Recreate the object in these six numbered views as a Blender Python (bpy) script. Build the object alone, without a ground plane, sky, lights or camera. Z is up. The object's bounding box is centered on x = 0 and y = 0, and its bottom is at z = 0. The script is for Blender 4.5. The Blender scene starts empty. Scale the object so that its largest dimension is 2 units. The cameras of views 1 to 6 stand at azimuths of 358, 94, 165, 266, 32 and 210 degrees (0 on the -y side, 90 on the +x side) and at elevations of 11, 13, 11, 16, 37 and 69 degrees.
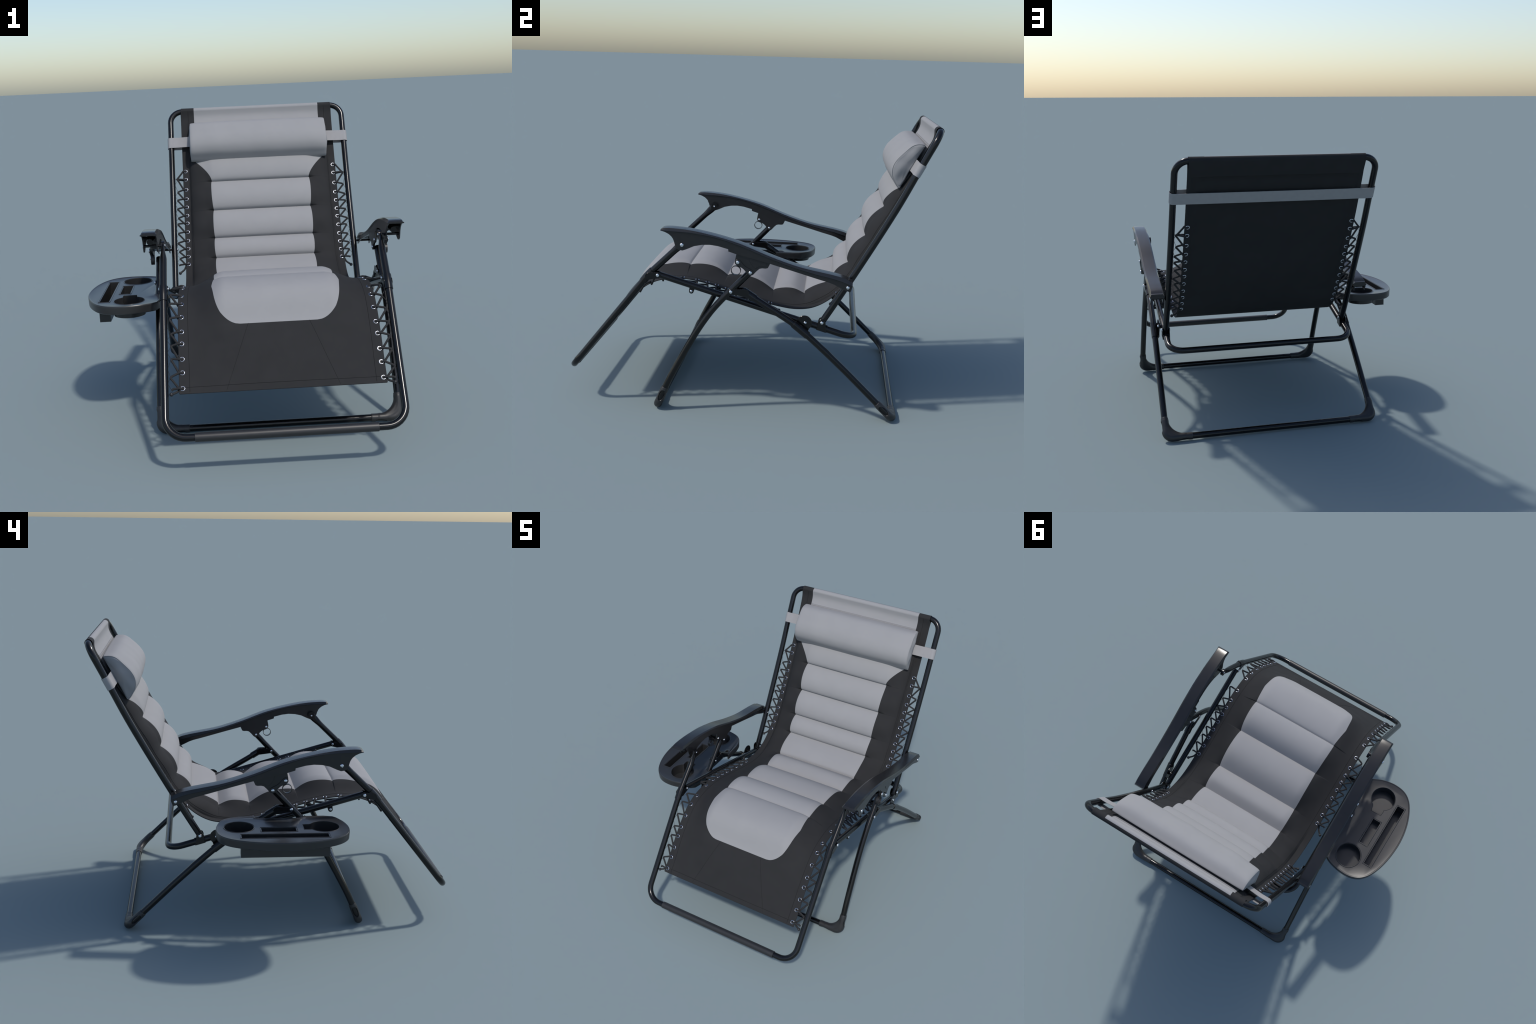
import bpy, bmesh, math, random
import numpy as np
from mathutils import Vector, Matrix

rng = random.Random(7)
XC = 0.166          # the chair's mirror plane; the side tray pushes it off x = 0
R = 0.0178          # frame tube radius

# ------------------------------------------------------------------ materials
def material(name, colour, rough, metallic=0.0, spec=0.5, mottle=0.0, scale=30.0,
             bump=0.0, bump_scale=400.0, weave=0.0, sheen=0.0):
    m = bpy.data.materials.new(name)
    m.use_nodes = True
    nt = m.node_tree
    b = nt.nodes["Principled BSDF"]
    b.inputs["Roughness"].default_value = rough
    b.inputs["Metallic"].default_value = metallic
    b.inputs["Specular IOR Level"].default_value = spec
    if sheen:
        b.inputs["Sheen Weight"].default_value = sheen
        b.inputs["Sheen Roughness"].default_value = 0.6
    tc = nt.nodes.new("ShaderNodeTexCoord")
    n = nt.nodes.new("ShaderNodeTexNoise")
    n.inputs["Scale"].default_value = scale
    n.inputs["Detail"].default_value = 4
    nt.links.new(tc.outputs["Object"], n.inputs["Vector"])
    ramp = nt.nodes.new("ShaderNodeValToRGB")
    lo = [c * (1 - mottle) for c in colour]
    hi = [c * (1 + mottle) for c in colour]
    ramp.color_ramp.elements[0].position = 0.3
    ramp.color_ramp.elements[1].position = 0.7
    ramp.color_ramp.elements[0].color = (*lo, 1)
    ramp.color_ramp.elements[1].color = (*hi, 1)
    nt.links.new(n.outputs["Fac"], ramp.inputs["Fac"])
    nt.links.new(ramp.outputs["Color"], b.inputs["Base Color"])
    if bump:
        n2 = nt.nodes.new("ShaderNodeTexNoise")
        n2.inputs["Scale"].default_value = bump_scale
        n2.inputs["Detail"].default_value = 3
        nt.links.new(tc.outputs["Object"], n2.inputs["Vector"])
        h = n2.outputs["Fac"]
        if weave:
            w = nt.nodes.new("ShaderNodeTexWave")
            w.bands_direction = 'X'
            w.inputs["Scale"].default_value = weave
            nt.links.new(tc.outputs["Object"], w.inputs["Vector"])
            add = nt.nodes.new("ShaderNodeMath")
            add.operation = 'ADD'
            nt.links.new(h, add.inputs[0])
            nt.links.new(w.outputs["Fac"], add.inputs[1])
            h = add.outputs[0]
        bp = nt.nodes.new("ShaderNodeBump")
        bp.inputs["Strength"].default_value = bump
        bp.inputs["Distance"].default_value = 0.001
        nt.links.new(h, bp.inputs["Height"])
        nt.links.new(bp.outputs["Normal"], b.inputs["Normal"])
    return m

M_PAINT = material("black_powder_coat", (0.0045, 0.0045, 0.005), 0.21, spec=0.42, mottle=0.08, scale=60, bump=0.03, bump_scale=900)
M_PLASTIC = material("moulded_plastic", (0.021, 0.021, 0.022), 0.42, mottle=0.06, scale=25, bump=0.04, bump_scale=700)
M_ARM = material("armrest_plastic", (0.016, 0.016, 0.017), 0.24, mottle=0.06, scale=25, bump=0.03, bump_scale=700)
M_TRAY = material("tray_plastic", (0.026, 0.026, 0.0265), 0.28, mottle=0.10, scale=9, bump=0.03, bump_scale=700)
M_SLING = material("charcoal_fabric", (0.0245, 0.0245, 0.0255), 0.85, spec=0.25, mottle=0.05, scale=12, bump=0.15, bump_scale=1200, weave=300)
M_GREY = material("light_grey_fabric", (0.308, 0.306, 0.309), 0.9, spec=0.2, mottle=0.015, scale=10, bump=0.1, bump_scale=1400, weave=300)
M_STRAP = material("grey_webbing", (0.32, 0.315, 0.318), 0.9, spec=0.2, mottle=0.03, scale=40, bump=0.15, bump_scale=900)
M_SEAM = material("seam_thread", (0.014, 0.014, 0.0145), 0.9, spec=0.2)
M_SEAMG = material("grey_seam_thread", (0.22, 0.22, 0.225), 0.9, spec=0.2)
M_CORD = material("elastic_cord", (0.025, 0.025, 0.026), 0.8, spec=0.3, mottle=0.2, scale=300)
M_CHROME = material("bright_steel", (0.40, 0.42, 0.47), 0.24, metallic=1.0)
M_POLISHED = material("polished_steel", (0.72, 0.74, 0.78), 0.17, metallic=1.0)
M_WIRE = material("thin_wire", (0.04, 0.04, 0.04), 0.5, metallic=0.3)

# ------------------------------------------------------------------ scene helpers
chair = bpy.data.objects.new("reclining_lounge_chair", None)
bpy.context.scene.collection.objects.link(chair)
chair.location = (XC, 0, 0)
chair["label"] = "black folding zero gravity recliner with grey padded seat and side tray"
chair["category"] = "lounge chair"

def add(name, mesh, mat=None, parent=None, matrix=None):
    o = bpy.data.objects.new(name, mesh)
    bpy.context.scene.collection.objects.link(o)
    if mat is not None and not mesh.materials:
        mesh.materials.append(mat)
    o.parent = parent or chair
    if matrix is not None:
        o.matrix_local = matrix
    return o

def mesh_from(name, verts, faces, smooth=True, angle=None):
    me = bpy.data.meshes.new(name)
    me.from_pydata([tuple(map(float, v)) for v in verts], [], faces)
    me.update()
    if smooth:
        me.polygons.foreach_set("use_smooth", [True] * len(me.polygons))
        if angle is not None:
            me.set_sharp_from_angle(angle=math.radians(angle))
    return me

def join(name, parts, angle=40):
    vs, fs = [], []
    for v, f in parts:
        k = len(vs)
        vs += list(v)
        fs += [tuple(i + k for i in q) for q in f]
    return mesh_from(name, vs, fs, True, angle)

def recalc(me):
    bm = bmesh.new(); bm.from_mesh(me)
    bmesh.ops.recalc_face_normals(bm, faces=bm.faces)
    bm.to_mesh(me); bm.free()
    return me

# ------------------------------------------------------------------ path tools
def V(*p): return np.array(p, float)

def fillet(pts, radii, step=9):
    """polyline with rounded corners; radii belong to the inner points"""
    pts = [np.array(p, float) for p in pts]
    out = [pts[0]]
    for i in range(1, len(pts) - 1):
        a, b, c = pts[i - 1], pts[i], pts[i + 1]
        r = radii[i - 1]
        u = (a - b) / np.linalg.norm(a - b)
        v = (c - b) / np.linalg.norm(c - b)
        ang = math.acos(np.clip(u @ v, -1, 1))
        if r <= 0 or ang > 3.1:
            out.append(b); continue
        d = r / math.tan(ang / 2)
        cen = b + (u + v) / np.linalg.norm(u + v) * r / math.sin(ang / 2)
        p0, p1 = b + u * d - cen, b + v * d - cen
        tot = math.pi - ang
        for k in range(step + 1):
            t = k / step
            out.append(cen + (math.sin((1 - t) * tot) * p0 + math.sin(t * tot) * p1) / math.sin(tot))
    out.append(pts[-1])
    return np.array(out)

def catmull(pts, n=8, closed=False):
    pts = np.array(pts, float)
    N = len(pts)
    out = []
    rngi = range(N if closed else N - 1)
    for i in rngi:
        if closed:
            p0, p1, p2, p3 = pts[(i - 1) % N], pts[i], pts[(i + 1) % N], pts[(i + 2) % N]
        else:
            p1, p2 = pts[i], pts[i + 1]
            p0 = pts[i - 1] if i else 2 * p1 - p2
            p3 = pts[i + 2] if i + 2 < N else 2 * p2 - p1
        d0 = np.linalg.norm(p1 - p0) ** .5 + 1e-9
        d1 = np.linalg.norm(p2 - p1) ** .5 + 1e-9
        d2 = np.linalg.norm(p3 - p2) ** .5 + 1e-9
        m1 = d1 * ((p1 - p0) / d0 - (p2 - p0) / (d0 + d1) + (p2 - p1) / d1)
        m2 = d1 * ((p2 - p1) / d1 - (p3 - p1) / (d1 + d2) + (p3 - p2) / d2)
        for k in range(n):
            t = k / n
            out.append((2*t**3-3*t*t+1)*p1 + (t**3-2*t*t+t)*m1 + (-2*t**3+3*t*t)*p2 + (t**3-t*t)*m2)
    if not closed:
        out.append(pts[-1])
    return np.array(out)

def sweep(path, r, seg=16, cap=True, rb=None):
    """round (or oval: r, rb) tube along a path"""
    P = np.array(path, float)
    keep = [0] + [i for i in range(1, len(P)) if np.linalg.norm(P[i] - P[i - 1]) > 1e-7]
    rr = np.full(len(P), r) if np.isscalar(r) else np.array(r, float)
    P, rr = P[keep], rr[keep]
    T = np.gradient(P, axis=0)
    d = np.diff(P, axis=0); d /= np.linalg.norm(d, axis=1)[:, None]
    T[0], T[-1] = d[0], d[-1]
    T[1:-1] = d[:-1] + d[1:]
    T /= np.linalg.norm(T, axis=1)[:, None]
    ref = V(1, 0, 0) if abs(T[0][0]) < .8 else V(0, 0, 1)
    n = ref - T[0] * (ref @ T[0]); n /= np.linalg.norm(n)
    vs, fs = [], []
    for i in range(len(P)):
        n = n - T[i] * (n @ T[i]); n /= np.linalg.norm(n)
        b = np.cross(T[i], n)
        rbi = rr[i] if rb is None else (rb if np.isscalar(rb) else rb[i])
        for k in range(seg):
            a = 2 * math.pi * k / seg
            vs.append(P[i] + n * math.cos(a) * rr[i] + b * math.sin(a) * rbi)
    for i in range(len(P) - 1):
        for k in range(seg):
            k2 = (k + 1) % seg
            fs.append((i*seg+k, i*seg+k2, (i+1)*seg+k2, (i+1)*seg+k))
    if cap:
        fs.append(tuple(range(seg))[::-1])
        fs.append(tuple((len(P)-1)*seg + k for k in range(seg)))
    return vs, fs

def prism(outline, x0, x1, axis='x'):
    """extrude a closed (y, z) outline between x0 and x1 (or an (x, y) outline in z)"""
    n = len(outline)
    if axis == 'x':
        vs = [(x0, a, b) for a, b in outline] + [(x1, a, b) for a, b in outline]
    else:
        vs = [(a, b, x0) for a, b in outline] + [(a, b, x1) for a, b in outline]
    fs = [tuple(range(n))[::-1], tuple(range(n, 2*n))]
    fs += [(i, (i+1) % n, (i+1) % n + n, i + n) for i in range(n)]
    return vs, fs

def bevelled(me, width, segs=2, angle=35):
    bm = bmesh.new(); bm.from_mesh(me)
    bmesh.ops.recalc_face_normals(bm, faces=bm.faces)
    es = [e for e in bm.edges if len(e.link_faces) == 2 and e.calc_face_angle(0) > math.radians(angle)]
    bmesh.ops.bevel(bm, geom=es, offset=width, segments=segs, affect='EDGES', profile=.6)
    bm.to_mesh(me); bm.free()
    me.polygons.foreach_set("use_smooth", [True] * len(me.polygons))
    me.set_sharp_from_angle(angle=math.radians(30))
    return me

def boolean(obj, cutters):
    for c in cutters:
        md = obj.modifiers.new("cut", 'BOOLEAN')
        md.operation = 'DIFFERENCE'; md.solver = 'EXACT'; md.object = c
    dg = bpy.context.evaluated_depsgraph_get()
    me = bpy.data.meshes.new_from_object(obj.evaluated_get(dg))
    obj.modifiers.clear()
    old = obj.data; obj.data = me
    me.name = old.name
    for c in cutters:
        bpy.data.objects.remove(c)
    return obj

# ------------------------------------------------------------------ frame lines (y, z)
RAIL = 0.545
BACK = [(0.397, 0.508), (0.525, 0.722), (0.768, 1.153), (0.873, 1.362), (0.974, 1.560)]
FOOT = [(-0.335, 0.943), (-0.532, 0.752), (-0.978, 0.188)]
SEAT = [(-0.478, 0.752), (0.377, 0.509), (0.585, 0.449)]
FRONT_LEG = [(0.028, 0.809), (-0.08, 0.694), (-0.128, 0.643), (-0.178, 0.583), (-0.215, 0.531), (-0.253, 0.471),
             (-0.289, 0.408), (-0.326, 0.340), (-0.409, 0.179), (-0.476, 0.0235)]
REAR_LEG = [(-0.02, 0.703), (0.07, 0.646), (0.175, 0.583), (0.255, 0.533), (0.335, 0.470), (0.43, 0.387), (0.55, 0.276),
            (0.68, 0.150), (0.811, 0.0235)]

def u_tube(line, dx0, dx1, corner, mid_r=0.1, spline=False):
    side = catmull(line, 8) if spline else fillet(line, [mid_r] * (len(line) - 2))
    L = np.concatenate([[0], np.cumsum(np.linalg.norm(np.diff(side, axis=0), axis=1))]); tot = L[-1]
    keep = [i for i in range(len(side)) if tot - L[i] > corner * 1.05] + [len(side) - 1]
    left = [V(-(dx0 + (dx1 - dx0) * L[i] / tot), side[i][0], side[i][1]) for i in keep]
    right = [V(-p[0], p[1], p[2]) for p in left[::-1]]
    rad = [0] * (len(left) - 2) + [corner, corner] + [0] * (len(right) - 2)
    return fillet(left + right, rad)

# back frame
path_back = u_tube(BACK, RAIL, 0.543, 0.075, spline=True)
back_frame = add("back_frame", join("back_frame", [sweep(path_back, R)]), M_PAINT)

# footrest frame: the upper ends are pressed flat where they meet the armrests
path_foot = u_tube(FOOT, RAIL, 0.543, 0.095, mid_r=0.3)
d = np.minimum(np.linalg.norm(path_foot - path_foot[0], axis=1), np.linalg.norm(path_foot - path_foot[-1], axis=1))
def densify(path, step=0.01):
    out = [path[0]]
    for a, b in zip(path[:-1], path[1:]):
        n = max(1, int(np.linalg.norm(b - a) / step))
        out += [a + (b - a) * (k + 1) / n for k in range(n)]
    return np.array(out)
path_foot = densify(path_foot)
d = np.minimum(np.linalg.norm(path_foot - path_foot[0], axis=1), np.linalg.norm(path_foot - path_foot[-1], axis=1))
flat = np.clip((d - 0.02) / 0.07, 0, 1); flat = flat * flat * (3 - 2 * flat)
foot_parts = [sweep(path_foot, R * (0.45 + 0.55 * flat), rb=R * (1.25 - 0.25 * flat))]
def disc(cx, cy, cz, r, h, seg=20):
    o = [(cy + r * math.cos(2*math.pi*k/seg), cz + r * math.sin(2*math.pi*k/seg)) for k in range(seg)]
    return prism(o, cx - h / 2, cx + h / 2)
for s in (-1, 1):
    foot_parts.append(disc(s * RAIL, FOOT[0][0], FOOT[0][1], 0.022, 0.016))
footrest_frame = add("footrest_frame", join("footrest_frame", foot_parts), M_PAINT)
sl = sweep([(-.411, FOOT[-1][0], FOOT[-1][1]), (.411, FOOT[-1][0], FOOT[-1][1])], 0.0213, 24)
add("grip_sleeve", bevelled(join("grip_sleeve", [sl]), 0.001, 1), M_PLASTIC, footrest_frame)

# seat frame
path_seat = u_tube(SEAT, RAIL, RAIL, 0.085, mid_r=1.0)
seat_frame = add("seat_frame", join("seat_frame", [sweep(path_seat, R)]), M_PAINT)

# legs
path_fl = u_tube(FRONT_LEG, 0.597, 0.606, 0.05, spline=True)
path_rl = u_tube(REAR_LEG, 0.597, 0.606, 0.05, spline=True)
front_leg_frame = add("front_leg_frame", join("front_leg_frame", [sweep(densify(path_fl, .03), R)]), M_PAINT)
rear_leg_frame = add("rear_leg_frame", join("rear_leg_frame", [sweep(densify(path_rl, .03), R)]), M_PAINT)

# ------------------------------------------------------------------ plastic corner feet
def corner_cap(line, s, parent):
    p = u_tube(line, 0.597, 0.606, 0.038, spline=True)
    p = densify(p, 0.006)
    p = p * V(-s, 1, 1)          # first half lies on side s
    n = len(p) // 2
    half = p[:n]
    L = np.concatenate([[0], np.cumsum(np.linalg.norm(np.diff(half, axis=0), axis=1))])
    corner = V(s * 0.606, line[-1][0], line[-1][1])
    kc = int(np.argmin(np.linalg.norm(half - corner, axis=1)))
    sel = [i for i in range(n) if L[kc] - L[i] < 0.118 and L[i] - L[kc] < 0.135]
    q = half[sel]; lq = L[sel] - L[kc]
    swell = np.exp(-(lq / 0.05) ** 2)
    # the foot pads out on the outside of the bend and down to the floor
    out = V(s, 0, 0) * 0.6 + V(0, 0.0, -1) * 0.5
    q = q + swell[:, None] * out * 0.0012
    r = 0.0208 + 0.0022 * swell
    me = recalc(join("corner_foot", [sweep(q, r, 24)], 50))
    o = add("corner_foot", me, M_PLASTIC, parent)
    # webs that thicken the inside of the bend, fused into one moulding
    for rad, rw in ((.075, .0222), (.105, .0200)):
        p2 = densify(u_tube(line, 0.597, 0.606, rad, spline=True), .006) * V(-s, 1, 1)
        h2 = p2[:len(p2) // 2]
        dd = np.linalg.norm(h2 - corner, axis=1)
        h2 = h2[dd < .108]
        wm = recalc(join("web", [sweep(h2, rw, 20)], 50))
        wo = add("web", wm)
        md = o.modifiers.new("fuse", 'BOOLEAN'); md.operation = 'UNION'; md.solver = 'EXACT'; md.object = wo
        dg = bpy.context.evaluated_depsgraph_get()
        nm = bpy.data.meshes.new_from_object(o.evaluated_get(dg))
        o.modifiers.clear(); o.data = nm; nm.name = "corner_foot"
        bpy.data.objects.remove(wo)
    md = o.modifiers.new("skin", 'REMESH'); md.mode = 'VOXEL'; md.voxel_size = .0024
    md = o.modifiers.new("ease", 'SMOOTH'); md.factor = .5; md.iterations = 12
    nm = bpy.data.meshes.new_from_object(o.evaluated_get(bpy.context.evaluated_depsgraph_get()))
    o.modifiers.clear(); o.data = nm; nm.name = "corner_foot"
    # oval windows that show the tube: one on the leg's outer side, one under the bar
    leg_c = half[int(np.argmin(abs(L - (L[kc] - 0.062))))]
    leg_t = half[int(np.argmin(abs(L - (L[kc] - 0.09))))] - half[int(np.argmin(abs(L - (L[kc] - 0.05))))]
    leg_t /= np.linalg.norm(leg_t)
    bar_c = half[int(np.argmin(abs(L - (L[kc] + 0.085))))]
    cut = []
    for c, t, nrm, shift in ((leg_c, leg_t, V(s, 0, 0), 0.0205), (bar_c, V(1, 0, 0), V(0, .62 * np.sign(line[-1][0]), -.78), 0.0205)):
        w = np.cross(t, nrm); w /= np.linalg.norm(w)
        nrm = np.cross(w, t)
        bm = bmesh.new()
        bmesh.ops.create_uvsphere(bm, u_segments=24, v_segments=12, radius=1)
        M = Matrix([list(t * 0.034) + [0], list(w * 0.018) + [0], list(nrm * 0.012) + [0], [0, 0, 0, 1]]).transposed()
        for i in range(3): M[i][3] = float((c + nrm * shift)[i])
        bm.transform(M)
        cm = bpy.data.meshes.new("cutter"); bm.to_mesh(cm); bm.free(); recalc(cm)
        cut.append(add("cutter", cm))
    boolean(o, cut)
    me = o.data
    me.polygons.foreach_set("use_smooth", [True] * len(me.polygons))
    me.set_sharp_from_angle(angle=math.radians(40))
    if not me.materials: me.materials.append(M_PLASTIC)
    # never below the floor
    for v in me.vertices:
        if v.co.z < 0.0: v.co.z = 0.0
    return o

for s in (-1, 1):
    corner_cap(FRONT_LEG, s, front_leg_frame)
    corner_cap(REAR_LEG, s, rear_leg_frame)

# ------------------------------------------------------------------ bolts
def bolt_mesh():
    prof = [(0.0096, 0.0), (0.0096, 0.0014), (0.0088, 0.0034), (0.0066, 0.0052), (0.0034, 0.0062), (0.0, 0.0064)]
    seg = 20
    vs, fs = [], []
    for r, h in prof[:-1]:
        for k in range(seg):
            a = 2*math.pi*k/seg
            vs.append((h, r*math.cos(a), r*math.sin(a)))
    vs.append((prof[-1][1], 0, 0))
    for i in range(len(prof) - 2):
        for k in range(seg):
            fs.append((i*seg+k, i*seg+(k+1) % seg, (i+1)*seg+(k+1) % seg, (i+1)*seg+k))
    top = (len(prof) - 2) * seg
    for k in range(seg):
        fs.append((top+k, top+(k+1) % seg, len(vs)-1))
    fs.append(tuple(range(seg))[::-1])
    me = recalc(mesh_from("bolt_head", vs, fs, True, 60))
    me.materials.append(M_CHROME)
    return me
BOLT = bolt_mesh(); BOLT.materials.clear(); BOLT.materials.append(M_POLISHED)
def bolt(dx, y, z, out, parent, k=1.0):
    """dome head on a face at dx pointing along out (+1 / -1 in x)"""
    m = Matrix.Translation((dx, y, z)) @ Matrix.Diagonal((out * k, k, k, 1))
    if out < 0:
        m = Matrix.Translation((dx, y, z)) @ Matrix.Rotation(math.pi, 4, 'Z') @ Matrix.Diagonal((k, k, k, 1))
    else:
        m = Matrix.Translation((dx, y, z)) @ Matrix.Diagonal((k, k, k, 1))
    add("bolt_head", BOLT, None, parent, m)

# ------------------------------------------------------------------ collars and brackets
def line_at(pts, y):
    pts = sorted(pts)
    return V(y, np.interp(y, [p[0] for p in pts], [p[1] for p in pts]))

def collar(name, parent, a, b, dx, r=0.0212):
    me = bevelled(join(name, [sweep([(dx, *a), (dx, *b)], r, 24)]), 0.0008, 1)
    return add(name, me, M_PAINT, parent)

def round_plate(c0, r0, c1, r1, n=14):
    """outline of a plate that joins two discs (convex hull)"""
    c0, c1 = np.array(c0, float), np.array(c1, float)
    pts = [c + r * V(math.cos(a), math.sin(a)) for c, r in ((c0, r0), (c1, r1)) for a in np.linspace(0, 2*math.pi, 2*n, endpoint=False)]
    pts = sorted(map(tuple, pts))
    def half(ps):
        h = []
        for p in ps:
            while len(h) > 1 and (h[-1][0]-h[-2][0])*(p[1]-h[-2][1]) - (h[-1][1]-h[-2][1])*(p[0]-h[-2][0]) <= 0: h.pop()
            h.append(p)
        return h[:-1]
    return half(pts) + half(pts[::-1])

def plate(name, parent, outline, x0, x1, mat=M_PAINT, bev=0.001):
    me = bevelled(join(name, [prism(outline, x0, x1)]), bev, 1)
    return add(name, me, mat, parent)

side_foot = np.array(FOOT)
for s in (-1, 1):
    # footrest to seat hinge
    k0 = int(np.argmin(np.linalg.norm(path_foot[:, 1:] - V(-.506, .768), axis=1)))
    k1 = int(np.argmin(np.linalg.norm(path_foot[:, 1:] - V(-.562, .706), axis=1)))
    k0, k1 = sorted((min(k0, len(path_foot) - 1 - k0), min(k1, len(path_foot) - 1 - k1)))
    seg_path = path_foot[k0:k1 + 1] * V(-s, 1, 1)
    br = add("hinge_bracket", bevelled(join("hinge_bracket", [sweep(seg_path, 0.0212, 24)]), .0008, 1), M_PAINT, footrest_frame)
    for o in (-1, 1):
        x = s * RAIL + o * 0.0195
        plate("hinge_plate", br, round_plate((-0.479, 0.752), 0.0155, (-0.530, 0.744), 0.019), x - 0.0015, x + 0.0015)
    bolt(s * (RAIL + 0.021), -0.48, 0.752, s, br)
    bolt(s * (RAIL - 0.021), -0.48, 0.752, -s, br, .8)
    # small stop lug under the seat rail
    lug = plate("stop_lug", seat_frame, round_plate((-0.299, 0.667), 0.0125, (-0.294, 0.69), 0.015), s * (RAIL - .006), s * (RAIL + .006))
    bolt(s * (RAIL + .006), -0.299, 0.669, s, lug, .8)
    # rear leg upper bracket onto the front leg
    br = collar("leg_bracket", rear_leg_frame, (-0.012, 0.698), (0.052, 0.6575), s * 0.597, 0.0215)
    for o in (-1, 1):
        x = s * 0.597 + o * 0.0197
        plate("leg_bracket_plate", br, round_plate((-0.077, 0.694), 0.0145, (0.0, 0.690), 0.0205), x - 0.0015, x + 0.0015)
    bolt(s * (0.597 + 0.0212), -0.077, 0.694, s, br)
    bolt(s * (0.597 - 0.0212), -0.077, 0.694, -s, br, .8)
    # rear leg pivot on the seat rail
    br = collar("pivot_bracket", rear_leg_frame, (0.2595, 0.530), (0.338, 0.4675), s * 0.599, 0.0214)
    half_disc = [(0.317 + 0.041 * math.cos(a), 0.531 + 0.041 * math.sin(a)) for a in np.linspace(math.radians(-50), math.radians(135), 18)]
    half_disc += [(0.264, 0.520), (0.331, 0.466)]
    plate("pivot_plate", br, half_disc, s * 0.574, s * 0.579)
    add("pivot_spacer", join("pivot_spacer", [disc(s * 0.566, 0.321, 0.529, 0.012, 0.018)]), M_PAINT, br)
    bolt(s * 0.579, 0.321, 0.532, s, br, .9)
    # back frame foot on the seat rail
    a, b = line_at(SEAT, 0.385), line_at(SEAT, 0.437)
    br = collar("back_bracket", seat_frame, a, b, s * RAIL, 0.0212)
    for o in (-1, 1):
        x = s * RAIL + o * 0.0198
        c = line_at(SEAT, 0.412)
        plate("back_bracket_plate", br, [(0.391, 0.536), (0.396, 0.547), (0.409, 0.552), (0.423, 0.546), (0.428, 0.535), (b[0], b[1] - .015), (a[0], a[1] - .015)], x - .0018, x + .0018)
    bolt(s * (RAIL + .0216), 0.410, 0.5315, s, br)
    bolt(s * (RAIL - .0216), 0.410, 0.5315, -s, br, .8)

# ------------------------------------------------------------------ armrests
ARM_C = 0.606
ZT = [(-.447, 1.021), (-.435, 1.027), (-.331, 1.025), (-.206, 1.006), (-.039, .964), (.127, .901), (.252, .860), (.325, .842),
      (.40, .828), (.467, .815), (.53, .798), (.556, .782)]
ZW = [(-.447, 1.016), (-.397, 1.014), (-.288, 1.009), (-.163, .991), (-.038, .955), (.128, .892), (.253, .850),
      (.384, .815), (.467, .797), (.53, .777), (.562, .763)]
ZL = [(-.447, 1.0135), (-.425, 1.007), (-.405, .997), (-.390, .984), (-.379, .968), (-.373, .945), (-.366, .924), (-.353, .915), (-.332, .912),
      (-.31, .920), (-.271, .938), (-.229, .947), (-.187, .949), (-.145, .944), (-.091, .930), (-.090, .918), (-.048, .905), (.129, .862),
      (.252, .828), (.376, .793), (.44, .776), (.468, .766), (.50, .750), (.527, .737), (.552, .729), (.562, .757)]
def smooth_table(t):
    c = catmull(t, 10)
    return c[:, 0], c[:, 1]
ztx, zty = smooth_table(ZT); zwx, zwy = smooth_table(ZW)
ys = sorted(set([round(float(v), 4) for v in np.linspace(-.447, .562, 90)] + [p[0] for p in ZL] +
                [round(float(v), 4) for v in np.linspace(-.41, -.33, 18)]))
def arm_mesh():
    vs, fs = [], []
    n = None
    for y in ys:
        zt, zw = np.interp(y, ztx, zty), np.interp(y, zwx, zwy)
        zw = min(zw, zt - .002)
        zl = min(np.interp(y, [p[0] for p in ZL], [p[1] for p in ZL]), zw - .0035)
        taper = 1.0
        ring = []
        roof = max(zl + .001, zw - .010) if zl < zw - .012 else zl + .001
        half = [(0.0, zt + .0006), (.018, zt + .0004), (.0322, zt), (.0330, zt - .0004), (.0405, zw + .002), (.0412, zw), (.0405, zw - .002),
                (.0368, zw - .0035), (.0362, zl + .0004), (.0355, zl), (.0312, zl), (.0306, zl + .0004), (.0306, roof), (0.0, roof)]
        ring = [(ARM_C + a, y, b) for a, b in half] + [(ARM_C - a, y, b) for a, b in half[-2:0:-1]]
        n = len(ring)
        vs += ring
    for i in range(len(ys) - 1):
        for k in range(n):
            k2 = (k + 1) % n
            fs.append((i*n+k, i*n+k2, (i+1)*n+k2, (i+1)*n+k))
    fs.append(tuple(range(n))); fs.append(tuple((len(ys)-1)*n + k for k in range(n))[::-1])
    return recalc(mesh_from("armrest", vs, fs, True, 17))
ARM_MESH = arm_mesh(); ARM_MESH.materials.append(M_ARM)

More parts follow.
